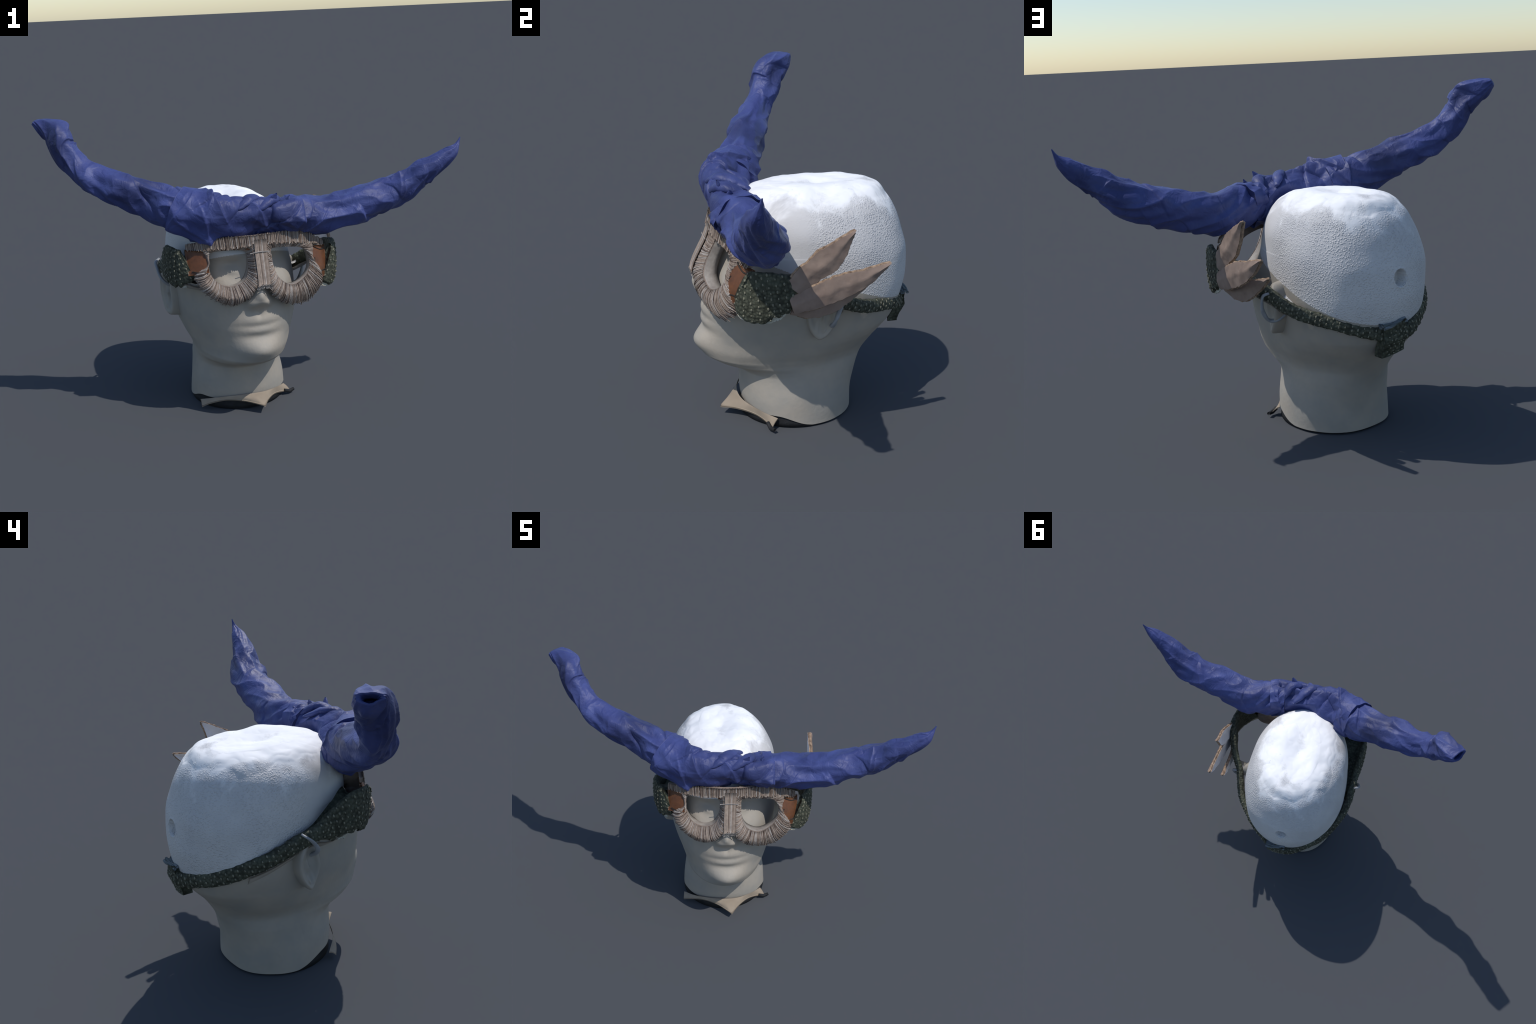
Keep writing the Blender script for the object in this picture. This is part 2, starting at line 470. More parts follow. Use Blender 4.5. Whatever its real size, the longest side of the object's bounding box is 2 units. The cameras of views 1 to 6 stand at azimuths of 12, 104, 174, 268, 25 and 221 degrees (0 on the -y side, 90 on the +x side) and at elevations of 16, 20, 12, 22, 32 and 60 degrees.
# black stand under the neck, a little wider at the front and the sides
nb = 160
tb = np.linspace(0, 2 * np.pi, nb, endpoint=False)
rows = []
for z, k in ((0.062, 0.965), (0.045, 0.975), (0.02, 0.985), (0.001, 0.995), (0.0, 0.6)):
    l_ = 0.240 * k * np.sin(tb); f_ = -0.050 + 0.252 * k * np.cos(tb)
    rows.append(W(l_, f_, np.full(nb, z)))
rows = np.array(rows)
new_object("stand", rows.reshape(-1, 3), grid_faces(5, nb, wrap_v=True) + [tuple(4 * nb + j for j in range(nb))], BLACK, head)

# torn paper skirt round the front of the neck
crease = spline([(-0.235, 0.09, 0.040), (-0.156, 0.165, 0.068), (-0.033, 0.207, 0.080), (0.07, 0.200, 0.076), (0.162, 0.140, 0.062), (0.215, 0.075, 0.045)], 60)
edge = spline([(-0.238, 0.128, 0.016), (-0.200, 0.155, 0.040), (-0.122, 0.184, 0.056), (-0.04, 0.226, 0.054), (0.036, 0.292, 0.046)], 30)
edge2 = spline([(0.046, 0.297, 0.041), (0.085, 0.230, 0.044), (0.140, 0.160, 0.036), (0.200, 0.118, 0.020), (0.245, 0.112, 0.008)], 30)
edge = np.vstack([edge, edge2])
nw = 9
sk = np.zeros((60, nw, 3))
for j in range(nw):
    t = j / (nw - 1)
    q = crease * (1 - t) + edge * t
    sk[:, j] = W(q[:, 0], q[:, 1], q[:, 2] + 0.006 * math.sin(math.pi * t))
slab(sk, np.array([0, 0, -0.004]), "paper_skirt", PAPER, head)
curl = Heap()
curl.tube(W(np.array([0.205, 0.235, 0.262]), np.array([0.118, 0.112, 0.100]), np.array([0.024, 0.013, 0.016])), [0.009, 0.010, 0.008], 8)
curl.make("curled_paper_edge", [BLACK], head)

# ------------------------------------------------------------------ headdress
hat = empty("horned_headdress", "twisted blue cloth headdress with two long upswept horns", "headdress")


def cloth_tube(name, rows, nseg, nth, mat, seed, folds=0.010, twist=2.2, open_end=False, tip=False, open_start=False, tucks=16, lean=(0, 0), lean_top=0.0, lean_dir=-FWD):
    """rows: x, y, z, radius above, radius below, radius sideways; wrinkled along a slow spiral"""
    R = spline(rows, nseg)
    C = R[:, :3]
    T = np.gradient(C, axis=0); T /= np.linalg.norm(T, axis=1)[:, None]
    Uv = UP - (T @ UP)[:, None] * T; Uv /= np.linalg.norm(Uv, axis=1)[:, None]
    Sv = np.cross(T, Uv)
    t = np.linspace(0, 2 * np.pi, nth, endpoint=False)
    up_r = np.where(np.sin(t)[None] > 0, R[:, 3:4], R[:, 4:5])
    base = C[:, None] + (np.cos(t)[None, :, None] * R[:, 5][:, None, None]) * Sv[:, None] + (np.sin(t)[None] * up_r)[..., None] * Uv[:, None]
    out = base - C[:, None]; rad = np.linalg.norm(out, axis=-1, keepdims=True); out = out / (rad + 1e-9)
    L = np.r_[0, np.cumsum(np.linalg.norm(np.diff(C, axis=0), axis=1))]
    # lower half leans back towards the head
    base = base + (np.maximum(0, -np.sin(t))[None] * np.interp(L, [0, L[-1]], lean)[:, None])[..., None] * lean_dir
    base = base - (np.maximum(0, np.sin(t))[None] * (lean_top * np.sin(np.pi * L / L[-1]) ** 0.7)[:, None])[..., None] * lean_dir
    # broad soft hollows and swellings on a slow spiral
    ang = t[None, :] + twist * L[:, None]
    q = np.stack([np.broadcast_to(L[:, None] * 5.0, ang.shape), 0.8 * np.cos(ang), 0.8 * np.sin(ang)], -1)
    n1 = fbm(q, 1.0, 2, seed)
    q2 = np.stack([np.broadcast_to(L[:, None] * 7.0, ang.shape) + 1.2 * np.cos(ang - 1), 1.1 * np.cos(ang), 1.1 * np.sin(ang)], -1)
    n2 = 1 - 3.0 * np.abs(fbm(q2, 1.0, 1, seed + 5))          # long sharp ridges between flat facets
    amp = np.minimum(1, rad[..., 0] / 0.075)
    d = amp * folds * (1.1 * n1 + 0.6 * n2)
    # tucks: slanting creases, steep on one side and sloping on the other, each over part of the way round
    rg = np.random.default_rng(int(seed * 10))
    for _ in range(tucks):
        l0 = rg.uniform(0.03, L[-1] - 0.05); ph = rg.uniform(0, 2 * np.pi); sl = rg.uniform(-0.09, 0.09); spn = rg.uniform(0.5, 1.4)
        da = (t[None, :] - ph + np.pi) % (2 * np.pi) - np.pi
        x = L[:, None] - l0 - sl * da - 0.02 * np.sin(2 * da + ph)
        x = x * rg.choice([-1, 1])
        prof = np.where(x > 0, np.exp(-x / rg.uniform(0.025, 0.07)), np.exp(x / 0.005)) * np.exp(-(da / spn) ** 4)
        d = d + amp * folds * rg.uniform(0.4, 1.1) * rg.choice([-1, 1]) * prof
    base = base + out * d[..., None]
    V = base.reshape(-1, 3)
    F = grid_faces(nseg, nth, wrap_v=True)
    slots = [0] * len(F)
    mats = [mat, mat]
    if open_end:
        # rolled lip and a hollow that goes down into the tube
        ctr = base[-1].mean(0); T1 = T[-1]
        for kk, (sc, dep) in enumerate(((0.80, 0.006), (0.62, -0.006), (0.50, -0.03), (0.40, -0.06))):
            ring = ctr + (base[-1] - ctr) * sc + T1 * dep
            o = len(V); V = np.vstack([V, ring])
            prev = (nseg - 1) * nth if kk == 0 else o - nth
            for j in range(nth):
                F.append((prev + j, o + j, o + (j + 1) % nth, prev + (j + 1) % nth)); slots.append(0 if kk < 2 else 1)
        F.append(tuple(o + j for j in range(nth))); slots.append(1)
    elif not open_start:
        F.append(tuple((nseg - 1) * nth + j for j in range(nth))); slots.append(0)
    F.append(tuple(range(nth))[::-1]); slots.append(0)
    ob = new_object(name, V, F, mats, hat, True, slots)
    return ob


# horn that ends in an open, cut cuff
cloth_tube("horn", [
    (-0.200, -0.322, 1.022, 0.095, 0.100, 0.100), (-0.260, -0.328, 1.034, 0.094, 0.104, 0.100),
    (-0.360, -0.334, 1.070, 0.088, 0.098, 0.093), (-0.460, -0.340, 1.109, 0.082, 0.088, 0.084),
    (-0.566, -0.349, 1.148, 0.078, 0.080, 0.080), (-0.673, -0.350, 1.188, 0.066, 0.070, 0.073),
    (-0.738, -0.351, 1.220, 0.060, 0.066, 0.063), (-0.793, -0.344, 1.268, 0.056, 0.064, 0.056),
    (-0.834, -0.333, 1.316, 0.056, 0.064, 0.060), (-0.853, -0.325, 1.343, 0.064, 0.062, 0.062), (-0.869, -0.316, 1.371, 0.078, 0.058, 0.060),
    (-0.895, -0.303, 1.402, 0.078, 0.054, 0.056), (-0.943, -0.292, 1.441, 0.046, 0.048, 0.054), (-0.981, -0.284, 1.466, 0.016, 0.028, 0.046)],
    420, 140, BLUE, 2.0, 0.015, 3.0, open_end=True, tucks=18, lean=(0.015, 0.0))
# horn that tapers to a point
cloth_tube("horn", [
    (0.130, -0.200, 0.985, 0.092, 0.090, 0.090), (0.200, -0.164, 0.972, 0.094, 0.090, 0.096), (0.319, -0.098, 0.965, 0.094, 0.092, 0.100), (0.403, -0.066, 0.974, 0.092, 0.092, 0.098),
    (0.487, -0.030, 0.993, 0.088, 0.090, 0.094), (0.571, 0.003, 1.013, 0.085, 0.086, 0.090), (0.654, 0.035, 1.042, 0.080, 0.082, 0.084),
    (0.724, 0.064, 1.073, 0.074, 0.072, 0.074), (0.780, 0.075, 1.106, 0.060, 0.060, 0.062), (0.835, 0.080, 1.144, 0.058, 0.053, 0.056), (0.880, 0.086, 1.174, 0.046, 0.047, 0.048),
    (0.930, 0.097, 1.210, 0.042, 0.039, 0.038), (0.962, 0.108, 1.233, 0.034, 0.027, 0.028), (0.982, 0.121, 1.260, 0.014, 0.012, 0.014), (0.990, 0.127, 1.277, 0.007, 0.007, 0.007), (0.999, 0.134, 1.300, 0.002, 0.002, 0.002)],
    420, 140, BLUE, 5.0, 0.014, -2.4, tip=True, tucks=18, lean=(0.03, 0.0))
# wrap over the brow, pinched at the knot; its loose edges lie over the horns
cloth_tube("brow_wrap", [
    (-0.310, -0.338, 1.052, 0.102, 0.102, 0.104), (-0.250, -0.342, 1.030, 0.108, 0.108, 0.106), (-0.160, -0.340, 1.008, 0.110, 0.114, 0.100),
    (-0.070, -0.308, 0.998, 0.110, 0.118, 0.092), (0.010, -0.278, 0.998, 0.108, 0.114, 0.086), (0.065, -0.258, 0.998, 0.104, 0.108, 0.082), (0.110, -0.240, 0.990, 0.092, 0.096, 0.080), (0.160, -0.210, 0.980, 0.096, 0.094, 0.086), (0.225, -0.158, 0.970, 0.100, 0.094, 0.098)],
    240, 180, BLUE, 8.0, 0.018, 1.2, tucks=18, lean=(0.010, 0.060), lean_top=0.012)


def fold(name, path, width, thick, seed):
    """loose pinch of cloth standing up from the wrap"""
    Pp = spline(path, 40)
    h = Heap()
    s = np.linspace(0, 1, 40)
    rad = width * np.sin(np.pi * (0.08 + 0.84 * s)) ** 0.7
    h.tube(Pp + 0.006 * np.stack([fbm(Pp, 18, 2, seed + i) for i in range(3)], 1), rad, 18, 0, thick)
    return h.make(name, [BLUE], hat)


fold("cloth_pinch", [(0.045, -0.330, 1.005), (0.085, -0.305, 1.045), (0.122, -0.270, 1.072), (0.140, -0.210, 1.072), (0.130, -0.145, 1.040)], 0.030, 0.7, 1)
fold("cloth_pinch", [(0.135, -0.270, 0.995), (0.165, -0.245, 1.030), (0.195, -0.205, 1.050), (0.202, -0.155, 1.044), (0.190, -0.100, 1.010)], 0.028, 0.7, 4)
fold("cloth_pinch", [(-0.045, -0.370, 1.010), (-0.010, -0.350, 1.055), (0.025, -0.310, 1.085), (0.045, -0.240, 1.085), (0.060, -0.165, 1.055)], 0.030, 0.6, 7)
# pointed tufts that stick up at the knot
for (x, y, z), (dx, dy, dz), r in (((0.125, -0.262, 1.050), (0.022, -0.014, 0.062), 0.034), ((0.190, -0.215, 1.035), (0.006, 0.010, 0.052), 0.030), ((0.165, -0.160, 1.030), (0.0, 0.030, 0.040), 0.030)):
    tf = Heap(); s_t = np.linspace(0, 1, 16)
    pth = np.array([x, y, z]) + s_t[:, None] * np.array([dx, dy, dz]) + 0.012 * (s_t ** 2)[:, None] * np.array([1.0, 0.3, 0])
    tf.tube(pth, r * (1 - s_t) ** 0.8 + 0.003, 16, 0, 0.45)
    tf.make("cloth_tuft", [BLUE], hat)

# ------------------------------------------------------------------ goggles
gog = empty("goggles", "fringed goggles with leather patches on a dotted green strap", "goggles")


def gsurf(l, z):
    """forward place of the curved sheet the goggles lie on"""
    d = np.asarray(l, float) - 0.045
    mid = pchip([0.57, 0.61, 0.65, 0.70, 0.74, 0.79, 0.85, 0.92], [0.380, 0.392, 0.402, 0.402, 0.390, 0.366, 0.338, 0.320], z)
    return mid - np.where(d > 0, 0.95, 1.10) * d ** 2


HOLES = {
    "R": [(0.104, 0.848), (0.150, 0.848), (0.200, 0.842), (0.255, 0.830), (0.290, 0.806), (0.296, 0.765), (0.284, 0.725), (0.245, 0.690), (0.190, 0.674), (0.145, 0.694), (0.114, 0.728), (0.100, 0.770), (0.098, 0.815)],
    "L": [(-0.020, 0.843), (-0.070, 0.852), (-0.125, 0.851), (-0.165, 0.846), (-0.186, 0.825), (-0.192, 0.785), (-0.186, 0.745), (-0.160, 0.710), (-0.120, 0.694), (-0.085, 0.697), (-0.048, 0.714), (-0.024, 0.750), (-0.014, 0.800)]}
OUTER = {
    "R": [(0.066, 0.905), (0.130, 0.914), (0.200, 0.908), (0.285, 0.880), (0.330, 0.835), (0.318, 0.775), (0.360, 0.690), (0.352, 0.634), (0.302, 0.584), (0.222, 0.570), (0.130, 0.602), (0.072, 0.664), (0.058, 0.740), (0.058, 0.830)],
    "L": [(0.022, 0.900), (-0.070, 0.917), (-0.140, 0.912), (-0.215, 0.894), (-0.218, 0.872), (-0.203, 0.800), (-0.262, 0.748), (-0.225, 0.668), (-0.128, 0.610), (-0.050, 0.634), (0.000, 0.690), (0.020, 0.750), (0.024, 0.815)]}
N = 260
fib = Heap()
for key in ("L", "R"):
    n_in = spline(HOLES[key], N, True); n_out = spline(OUTER[key], N, True)
    # cross-section of the padded rim from its inner back edge over the front to its outer back edge
    deep = 0.030 if key == "L" else 0.004              # how far the inner edge sinks in
    sect = [(0.10, -0.075 - deep), (0.05, -0.050 - deep), (0.00, -0.020 - deep), (0.06, -0.012 - 0.85 * deep), (0.25, -0.002 - 0.45 * deep), (0.5, 0.005), (0.75, 0.006), (0.94, 0.001), (1.0, -0.010), (1.0, -0.036)]
    grid = np.zeros((len(sect), N, 3))
    for i, (t, d) in enumerate(sect):
        q = n_in * (1 - t) + n_out * t
        grid[i] = W(q[:, 0], gsurf(q[:, 0], q[:, 1]) + d, q[:, 1])
    F = grid_faces(len(sect), N, wrap_v=True) + [((len(sect) - 1) * N + j, j, (j + 1) % N, (len(sect) - 1) * N + (j + 1) % N) for j in range(N)]
    slots = [1] * (2 * N) + [0] * (len(F) - 2 * N)
    new_object("goggle_rim", grid.reshape(-1, 3), F, [FELT, RIM], gog, True, slots)
    # fringe of fibres laid side by side across the rim
    M = 330
    for j in range(M):
        u = (j + RNG.uniform(-0.35, 0.35)) / M * N
        i0 = int(u) % N; i1 = (i0 + int(RNG.integers(-2, 3))) % N
        A, B = n_in[i0], n_out[i1]
        ln = np.linalg.norm(B - A)
        if ln < 0.036: continue                       # bare where the leather patch begins
        t = np.linspace(0.02, 1.0 + RNG.uniform(-0.06, 0.14), 7)
        q = A[None] * (1 - t[:, None]) + B[None] * t[:, None]
        d = np.interp(t, [0, 0.06, 0.25, 0.5, 0.75, 0.94, 1.0, 1.1], [-0.018 - deep, -0.011 - 0.85 * deep, -0.001 - 0.45 * deep, 0.006, 0.007, 0.003, -0.006, -0.016]) + RNG.uniform(-0.0005, 0.002)
        pth = W(q[:, 0], gsurf(q[:, 0], q[:, 1]) + d, q[:, 1])
        slot = int(RNG.choice([0, 1, 2, 3], p=[0.28, 0.38, 0.22, 0.12]))
        fib.tube(pth, RNG.uniform(0.0012, 0.0022), 5, slot)
# upright fibres down the nose bridge
for j in range(34):
    l = 0.010 + 0.056 * j / 33 + RNG.uniform(-0.0015, 0.0015)
    z = np.linspace(0.705 + RNG.uniform(-0.008, 0.006), 0.905, 9)
    lean = l + (z - 0.80) * 0.05
    pth = W(lean, gsurf(lean, z) + 0.008 + RNG.uniform(0, 0.004) + 0.004 * np.sin((z - 0.7) * 15), z)
    fib.tube(pth, RNG.uniform(0.0018, 0.0028), 5, int(RNG.choice([0, 1, 2, 3], p=[0.2, 0.5, 0.22, 0.08])))
# fringe along the brow, from temple to temple
for j in range(300):
    l = -0.285 + 0.672 * j / 299 + RNG.uniform(-0.001, 0.001)
    z_lo = float(pchip([-0.29, -0.20, -0.10, 0.04, 0.20, 0.30, 0.39], [0.864, 0.868, 0.872, 0.885, 0.868, 0.848, 0.818], l)) + RNG.uniform(-0.006, 0.006)
    z_hi = float(pchip([-0.29, -0.20, -0.10, 0.04, 0.20, 0.30, 0.39], [0.886, 0.908, 0.925, 0.925, 0.922, 0.893, 0.838], l)) + RNG.uniform(-0.004, 0.006)
    z = np.linspace(z_lo, z_hi, 5); x = l + (z - z_lo) * 0.25 * (l - 0.04) + RNG.uniform(-0.002, 0.002)
    fib.tube(W(x, gsurf(x, z) + 0.010 + RNG.uniform(-0.002, 0.002) - 0.05 * np.maximum(0, z - 0.90), z), RNG.uniform(0.0013, 0.0022), 5, int(RNG.choice([0, 1, 2, 3], p=[0.40, 0.33, 0.12, 0.15])))
# thread tied across the bridge, frayed white ends under it
xt = np.linspace(-0.012, 0.082, 14)
fib.tube(W(xt, gsurf(xt, 0.848) + 0.020 - 0.9 * (xt - 0.035) ** 2, 0.848 + 0.004 * np.sin(xt * 40)), 0.0022, 6, 2)
for j in range(26):
    l = 0.002 + 0.070 * j / 25
    z0 = 0.700 + 0.30 * abs(l - 0.036) * -0.3 + RNG.uniform(-0.004, 0.004)
    fib.tube(W(np.array([l, l + RNG.uniform(-.004, .004)]), gsurf(l, z0) + np.array([0.016, 0.010]), np.array([z0 + 0.006, z0 - 0.010])), 0.0018, 4, 2)
ob = fib.make("fibre_fringe", [FIB_A, FIB_B, FIB_C, FIB_D], gog); ob["kind"] = "stuff"

# felt backing of the brow fringe
ll, vv = np.meshgrid(np.linspace(-0.285, 0.388, 70), np.linspace(0, 1, 8), indexing="ij")
zl = pchip([-0.29, -0.20, -0.10, 0.04, 0.20, 0.30, 0.39], [0.866, 0.872, 0.876, 0.885, 0.872, 0.852, 0.822], ll)
zh = pchip([-0.29, -0.20, -0.10, 0.04, 0.20, 0.30, 0.39], [0.884, 0.905, 0.922, 0.922, 0.919, 0.890, 0.835], ll)
zb = zl * (1 - vv) + zh * vv
slab(W(ll, gsurf(ll, zb) + 0.007 - 0.05 * np.maximum(0, zb - 0.90), zb), -0.02 * FWD, "brow_band", FELT, gog)
# bridge pad behind the upright fibres
ll, z2 = np.meshgrid(np.linspace(0.004, 0.070, 8), np.linspace(0.700, 0.905, 14), indexing="ij")
slab(W(ll, gsurf(ll, z2) + 0.005, z2), -0.03 * FWD, "nose_bridge", FELT, gog)


def patch(name, l0, l1, zlo0, zlo1, zhi0, zhi1, lift, mat, thick=0.012, dz=0.0):
    u, v = np.meshgrid(np.linspace(0, 1, 16), np.linspace(0, 1, 14), indexing="ij")
    l = l0 + (l1 - l0) * u
    z = (zlo0 + (zlo1 - zlo0) * u) * (1 - v) + (zhi0 + (zhi1 - zhi0) * u) * v
    p = W(l, gsurf(l, z) + lift + 0.004 * np.sin(np.pi * u) * np.sin(np.pi * v), z)
    return slab(p, -thick * FWD, name, mat, gog)


patch("leather_patch", -0.200, -0.290, 0.766, 0.748, 0.856, 0.862, -0.006, LEATHER)
patch("leather_patch", 0.305, 0.402, 0.690, 0.664, 0.830, 0.814, -0.004, LEATHER)
patch("leather_tab", 0.062, 0.096, 0.858, 0.858, 0.880, 0.880, -0.004, LEATHER)
patch("leather_tab", -0.022, 0.012, 0.858, 0.858, 0.878, 0.878, -0.008, LEATHER)
# dark painted loops on the leather
mk = Heap()
for pts in ([(0.325, 0.826), (0.345, 0.812), (0.370, 0.800), (0.392, 0.800)], [(0.335, 0.690), (0.352, 0.705), (0.375, 0.708), (0.392, 0.703)],
            [(0.322, 0.700), (0.330, 0.720), (0.318, 0.745), (0.326, 0.772)], [(-0.272, 0.768), (-0.245, 0.764), (-0.215, 0.768)]):
    q = spline([(x, 0, y) for x, y in pts], 14)
    mk.tube(W(q[:, 0], gsurf(q[:, 0], q[:, 2]) - 0.004, q[:, 2]), 0.0055, 8, 0, 0.5)
mk.make("leather_marking", [LEATHER_DARK], gog)

# strap: a flat band at the temples that rolls into a cord behind the ears
STR = spline([
    (-0.296, 0.236, 0.795, 0.070, 0.009), (-0.318, 0.225, 0.784, 0.082, 0.010), (-0.350, 0.190, 0.784, 0.086, 0.012), (-0.370, 0.130, 0.788, 0.086, 0.013),
    (-0.368, 0.060, 0.758, 0.074, 0.015), (-0.360, 0.000, 0.734, 0.058, 0.017), (-0.356, -0.050, 0.722, 0.036, 0.019), (-0.352, -0.140, 0.698, 0.033, 0.021), (-0.326, -0.240, 0.658, 0.033, 0.020),
    (-0.278, -0.340, 0.612, 0.033, 0.019), (-0.213, -0.428, 0.568, 0.033, 0.019), (-0.122, -0.505, 0.530, 0.033, 0.018), (-0.030, -0.545, 0.502, 0.032, 0.018),
    (0.050, -0.540, 0.496, 0.031, 0.018), (0.130, -0.492, 0.514, 0.029, 0.018), (0.220, -0.402, 0.546, 0.028, 0.019), (0.305, -0.295, 0.580, 0.028, 0.020),
    (0.353, -0.207, 0.609, 0.028, 0.021), (0.391, -0.123, 0.651, 0.029, 0.020), (0.435, -0.055, 0.692, 0.036, 0.018), (0.462, 0.010, 0.728, 0.048, 0.016),
    (0.470, 0.080, 0.742, 0.066, 0.014), (0.464, 0.150, 0.734, 0.092, 0.012), (0.446, 0.212, 0.722, 0.104, 0.011), (0.410, 0.258, 0.722, 0.100, 0.010), (0.384, 0.272, 0.736, 0.086, 0.008)], 420)
STR[:, 4] += 0.006 * sstep(0.03, 0.06, STR[:, 3]) * (1 + 0.7 * (STR[:, 0] > 0))
behind = sstep(-0.12, -0.30, STR[:, 1])
fore = sstep(0.02, 0.14, STR[:, 1]) * (STR[:, 0] > 0)
SC = W(STR[:, 0] * ((0.957 + 0.048 * fore) * (1 - behind) + 1.01 * behind), STR[:, 1] * (1 - 0.03 * sstep(-0.40, -0.50, STR[:, 1])), STR[:, 2])
ST = np.gradient(SC, axis=0); ST /= np.linalg.norm(ST, axis=1)[:, None]
SU = UP - (ST @ UP)[:, None] * ST; SU /= np.linalg.norm(SU, axis=1)[:, None]
SN = np.cross(ST, SU)
if SN[100] @ (-LAT) < 0: SN = -SN


def strap_point(i, t, lift=0.0):
    """t: angle round the section; 0 = outside, 90 degrees = upper edge"""
    e = 0.8
    c, s = math.cos(t), math.sin(t)
    cx = math.copysign(abs(c) ** e, c); sx = math.copysign(abs(s) ** e, s)
    return SC[i] + (STR[i, 4] + lift) * cx * SN[i] + (STR[i, 3] + lift) * sx * SU[i]


ntheta = 56
ragged = fbm(SC, 30.0, 3, 2.0)
VS = np.zeros((len(SC), ntheta, 3))
for i in range(len(SC)):
    wide_ = float(sstep(0.04, 0.075, STR[i, 3]))
    for j in range(ntheta):
        t = 2 * math.pi * j / ntheta
        p = strap_point(i, t)
        low = float(sstep(-0.75, -1.0, math.sin(t)))
        VS[i, j] = p - SU[i] * low * wide_ * (0.022 * ragged[i] + 0.004)
bum = fbm(VS[::1, ::1], 45.0, 2, 4.0)
VS += (VS - SC[:, None]) / (np.linalg.norm(VS - SC[:, None], axis=-1, keepdims=True) + 1e-9) * (0.0035 * bum)[..., None]
F = grid_faces(len(SC), ntheta, wrap_v=True) + [tuple(range(ntheta))[::-1], tuple((len(SC) - 1) * ntheta + j for j in range(ntheta))]
new_object("strap", VS.reshape(-1, 3), F, STRAP, gog)

dots = Heap()
arc = np.r_[0, np.cumsum(np.linalg.norm(np.diff(SC, axis=0), axis=1))]
step = 0.025
for col in range(int(arc[-1] / step)):
    s = (col + 0.5) * step
    i = int(np.searchsorted(arc, s)); i = min(i, len(SC) - 2)
    h = STR[i, 3]
    rows_ = max(3, int(2 * h / 0.024))
    for r in range(rows_):
        y = (r + (0.25 if col % 2 else 0.75)) / rows_ * 2 - 1
        if abs(y) > 0.97: continue
        t = math.asin(max(-1, min(1, math.copysign(abs(y) ** 1.25, y))))
        c = strap_point(i, t, 0.0015)
        nr = math.cos(t) * SN[i] / STR[i, 4] + math.sin(t) * SU[i] / STR[i, 3]; nr /= np.linalg.norm(nr)
        tv = ST[i]; bv = np.cross(nr, tv)
        c = c + bv * RNG.uniform(-0.002, 0.002) + tv * RNG.uniform(-0.002, 0.002)
        k = RNG.uniform(0.75, 1.2)
        dots.blob(c, (tv * 0.0038 * k, bv * 0.0062 * k, nr * 0.0022), 0, 5, 7)
d_ob = dots.make("strap_dot", [DOT], gog); d_ob["kind"] = "stuff"

# pale frayed lining that shows under the band at both temples
for rng_ in (range(6, 92), range(352, 416)):
    idx = [i for i in rng_ if STR[i, 3] > 0.055]
    g_ = np.zeros((len(idx), 4, 3))
    for k_, i in enumerate(idx):
        dep = 0.012 + 0.010 * ragged[(i * 3) % len(ragged)]
        for j in range(4):
            g_[k_, j] = SC[i] - SN[i] * 0.004 - SU[i] * (STR[i, 3] - 0.012 + (dep + 0.012) * j / 3)
    slab(g_, -SN[idx[0]] * 0.006, "strap_lining", LINING, gog)

# stiff webbing that closes the gap between the strap and the head


def skull_side(f, z, side):
    aa = pchip(ZK, HALF, z); F1 = pchip(ZK, FRONT, z); B1 = pchip(ZK, BACK, z); mid = (F1 + B1) / 2 - 0.05 * (1 - sstep(0.75, 0.95, z))
    k_ = np.where(f > mid, (f - mid) / (F1 - mid), (mid - f) / (mid - B1))
    return side * (aa - 0.006) * np.maximum(0.02, 1 - np.clip(k_, 0, 1) ** 2.2) ** (1 / 2.2)


def web(name, i0, i1, side, rise, mat, drop=0.0):
    idx = np.arange(i0, i1, 2)
    top = np.zeros((len(idx), 8, 3))
    for k_, i in enumerate(idx):
        l0, f0 = (SC[i] @ LAT) - LAT0, SC[i] @ FWD
        z0 = SC[i][2] + rise * STR[i, 3]
        l1 = float(skull_side(np.array(f0), np.array(z0 - drop), side))
        for j in range(8):
            t = j / 7
            top[k_, j] = W(np.array(l0 * (1 - t) + l1 * t), np.array(f0), np.array(z0 - 0.022 * math.sin(math.pi * t) * (drop == 0) - drop * t ** 0.7))
    return slab(top, np.array([0, 0, -0.015]), name, mat, gog)


web("strap_web", 20, 96, -1, 0.55, STRAP)
web("cheek_web", 3, 130, -1, -0.86, FACE, 0.045)
web("cheek_web", 318, 346, 1, -0.90, FACE, 0.045)
web("strap_web", 94, 150, -1, 0.2, SKULL)
web("strap_web", 300, 336, 1, 0.2, SKULL)

# folded buckle at the back of the head
u, v = np.meshgrid(np.linspace(-1, 1, 26), np.linspace(-1, 1, 36), indexing="ij")
bl = 0.040 + 0.055 * u + 0.006 * v
bz = 0.478 + 0.070 * v - 0.010 * u
bf = -0.550 + 0.035 * (v < -9) + 0.030 * sstep(0.2, -1.0, v) + 0.055 * ((bl - 0.01) ** 2) / 0.01 * 0.4
pB = W(bl, bf, bz)
pB += 0.004 * fbm(pB, 30.0, 2, 6.0)[..., None] * -FWD
ob = slab(pB, 0.045 * FWD, "buckle", STRAP, gog)
bd = Heap()
for r in range(7):
    for c in range(4):
        uu = -0.8 + 1.6 * (c + (0.5 if r % 2 else 0.15)) / 4; vv = -0.88 + 1.7 * r / 7
        i_, j_ = int((uu + 1) / 2 * 25), int((vv + 1) / 2 * 35)
        bd.blob(pB[i_, j_] - FWD * 0.0005, (LAT * 0.0045, UP * 0.0032, FWD * 0.0022), 0, 5, 7)
bd.make("buckle_dot", [DOT], gog)["kind"] = "stuff"
fo = Heap()
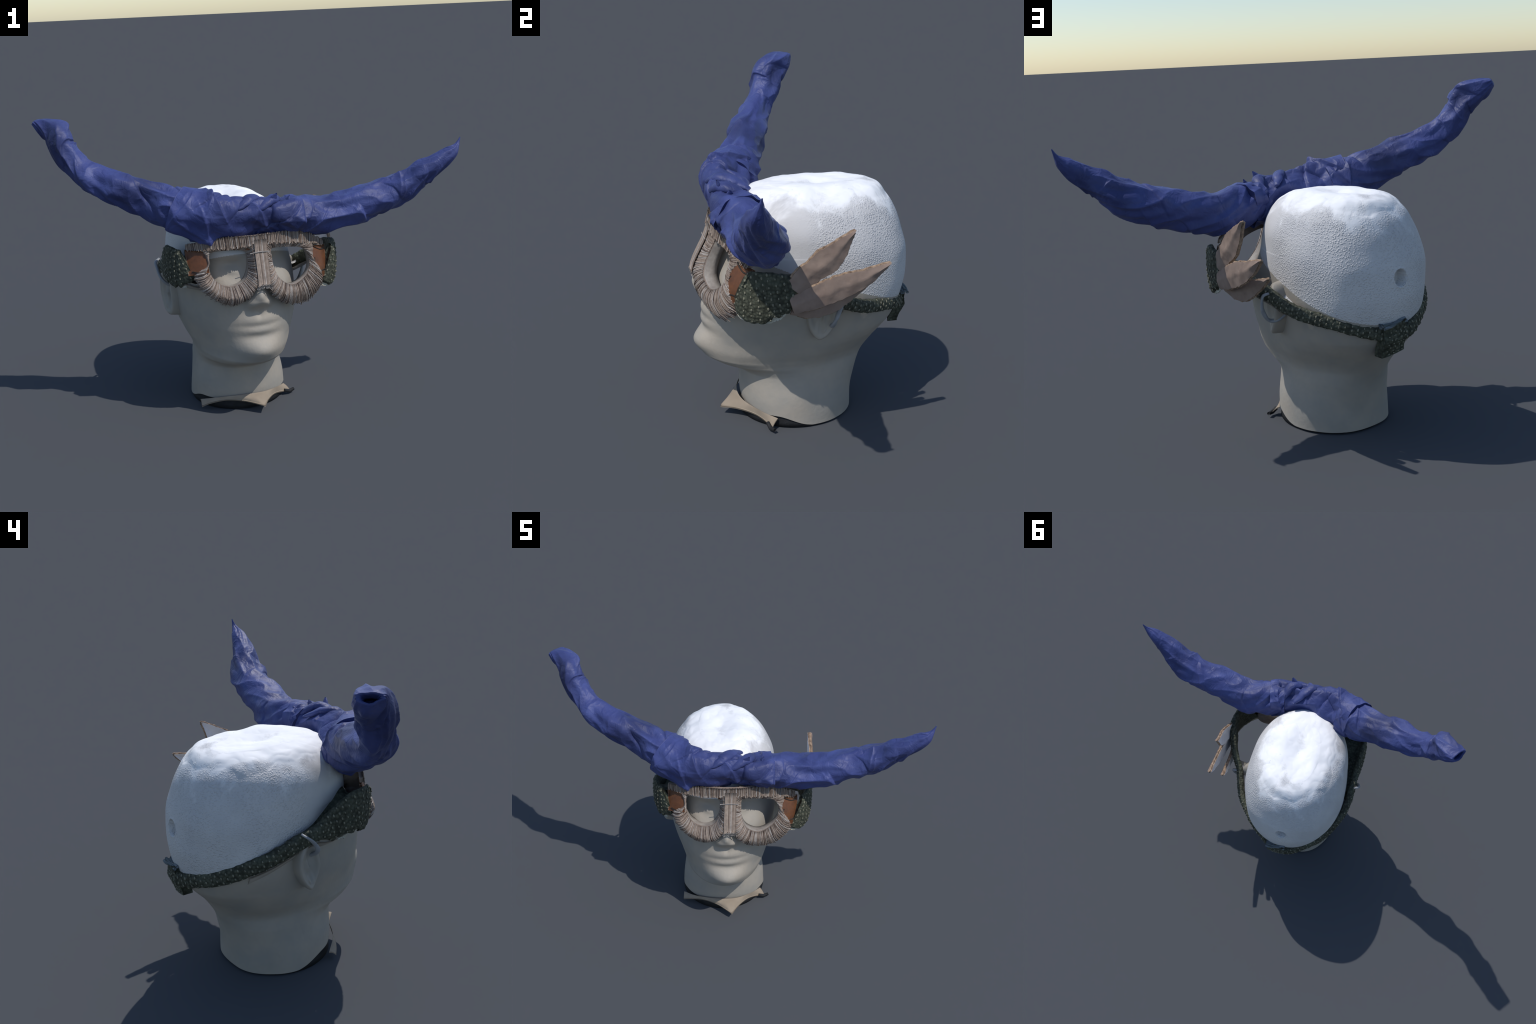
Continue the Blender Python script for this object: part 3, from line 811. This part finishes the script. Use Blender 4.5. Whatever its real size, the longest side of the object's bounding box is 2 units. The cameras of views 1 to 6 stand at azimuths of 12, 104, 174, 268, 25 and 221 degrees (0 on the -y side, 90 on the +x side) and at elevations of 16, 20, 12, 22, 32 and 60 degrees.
for r in range(5):
    ff = -0.546 + 0.0095 * r
    x = np.linspace(-0.014, 0.104, 14)
    fo.tube(W(x, ff + 0.3 * (x - 0.03) ** 2 + 0.002 * np.sin(x * 70 + r), 0.545 + 0.004 * np.sin(r * 2.1) + 0.003 * np.sin(x * 50 + r * 2) - 0.1 * (x - 0.04)), 0.0068, 8)
fo.make("buckle_ribbon", [RIBBON], gog)

# grey hooks where the strap sits on the ears
hk = spline([(-0.352, -0.136, 0.742), (-0.376, -0.118, 0.728), (-0.374, -0.090, 0.700), (-0.366, -0.066, 0.665), (-0.345, -0.058, 0.635), (-0.315, -0.062, 0.615)], 30)
h = Heap(); h.tube(W(hk[:, 0], hk[:, 1], hk[:, 2]), np.linspace(0.007, 0.013, 30), 14, 0, 0.7); h.make("hook", [METAL], gog)
hk = spline([(0.385, -0.140, 0.660), (0.412, -0.134, 0.650), (0.408, -0.120, 0.600), (0.392, -0.112, 0.560), (0.365, -0.110, 0.532), (0.335, -0.128, 0.535), (0.300, -0.14, 0.56)], 30)
h = Heap(); h.tube(W(hk[:, 0], hk[:, 1], hk[:, 2]), np.linspace(0.008, 0.013, 30), 14, 0, 0.7); h.make("hook", [METAL], gog)

# three pointed card leaves at the temple
LEAVES = [
    # centre line (forward, up), half width, sideways place
    [(0.085, 0.755, 0.040, 0.476), (0.045, 0.800, 0.046, 0.480), (0.000, 0.836, 0.050, 0.485), (-0.048, 0.874, 0.052, 0.490), (-0.082, 0.907, 0.039, 0.492), (-0.114, 0.945, 0.022, 0.491), (-0.146, 0.980, 0.003, 0.490)],
    [(0.095, 0.690, 0.034, 0.472), (0.030, 0.712, 0.046, 0.478), (-0.010, 0.726, 0.048, 0.482), (-0.095, 0.757, 0.049, 0.490), (-0.184, 0.788, 0.036, 0.498), (-0.240, 0.817, 0.021, 0.501), (-0.288, 0.843, 0.003, 0.502)],
    [(0.090, 0.660, 0.016, 0.466), (0.020, 0.650, 0.028, 0.462), (-0.050, 0.660, 0.036, 0.459), (-0.110, 0.686, 0.034, 0.458), (-0.165, 0.712, 0.023, 0.458), (-0.210, 0.734, 0.012, 0.458), (-0.242, 0.750, 0.003, 0.458)]]
for li, rows in enumerate(LEAVES):
    R = spline([(f, z, 0, w, l) for f, z, w, l in rows], 44)
    T = np.gradient(R[:, :2], axis=0); T /= np.linalg.norm(T, axis=1)[:, None]
    Nn = np.stack([-T[:, 1], T[:, 0]], 1)
    nv = 13
    fr = np.zeros((44, nv, 3)); jag = fbm(np.c_[R[:, :2], np.zeros(44)], 40.0, 2, 3.0 + li)
    for j in range(nv):
        s = -1 + 2 * j / (nv - 1)
        wv = R[:, 3] * s * (1 + 0.10 * jag * (abs(s) > 0.9))
        f = R[:, 0] + Nn[:, 0] * wv; z = R[:, 1] + Nn[:, 1] * wv
        l = R[:, 4] + 0.010 + 0.008 * (1 - abs(s)) + (0.0, 0.005, -0.014)[li]
        fr[:, j] = W(l, f, z)
    fr += (0.0035 * fbm(fr, 22.0, 2, 1.0 + li))[..., None] * LAT
    ob = slab(fr, -0.018 * LAT, "pointed_leaf", [CARD, CARD_EDGE, CARD_BACK], gog)
    # front card, back lightened for skylight, torn rim
    nq = 43 * (nv - 1)
    sl = [0] * nq + [2] * nq + [1] * (len(ob.data.polygons) - 2 * nq)
    ob.data.polygons.foreach_set("material_index", sl)
    shade_by_angle(ob, 45)
    eg = Heap()
    rimline = np.vstack([fr[4:, -1], fr[-1:, nv // 2], fr[::-1][:-4, 0]]) - 0.008 * LAT
    rimline += 0.003 * np.stack([fbm(rimline, 60.0, 2, 5 + i) for i in range(3)], 1)
    eg.tube(rimline, 0.0046 + 0.002 * fbm(rimline, 50, 1, 2), 7, 0)
    eg.make("leaf_edge", [CARD_EDGE], ob)

bpy.context.view_layer.update()
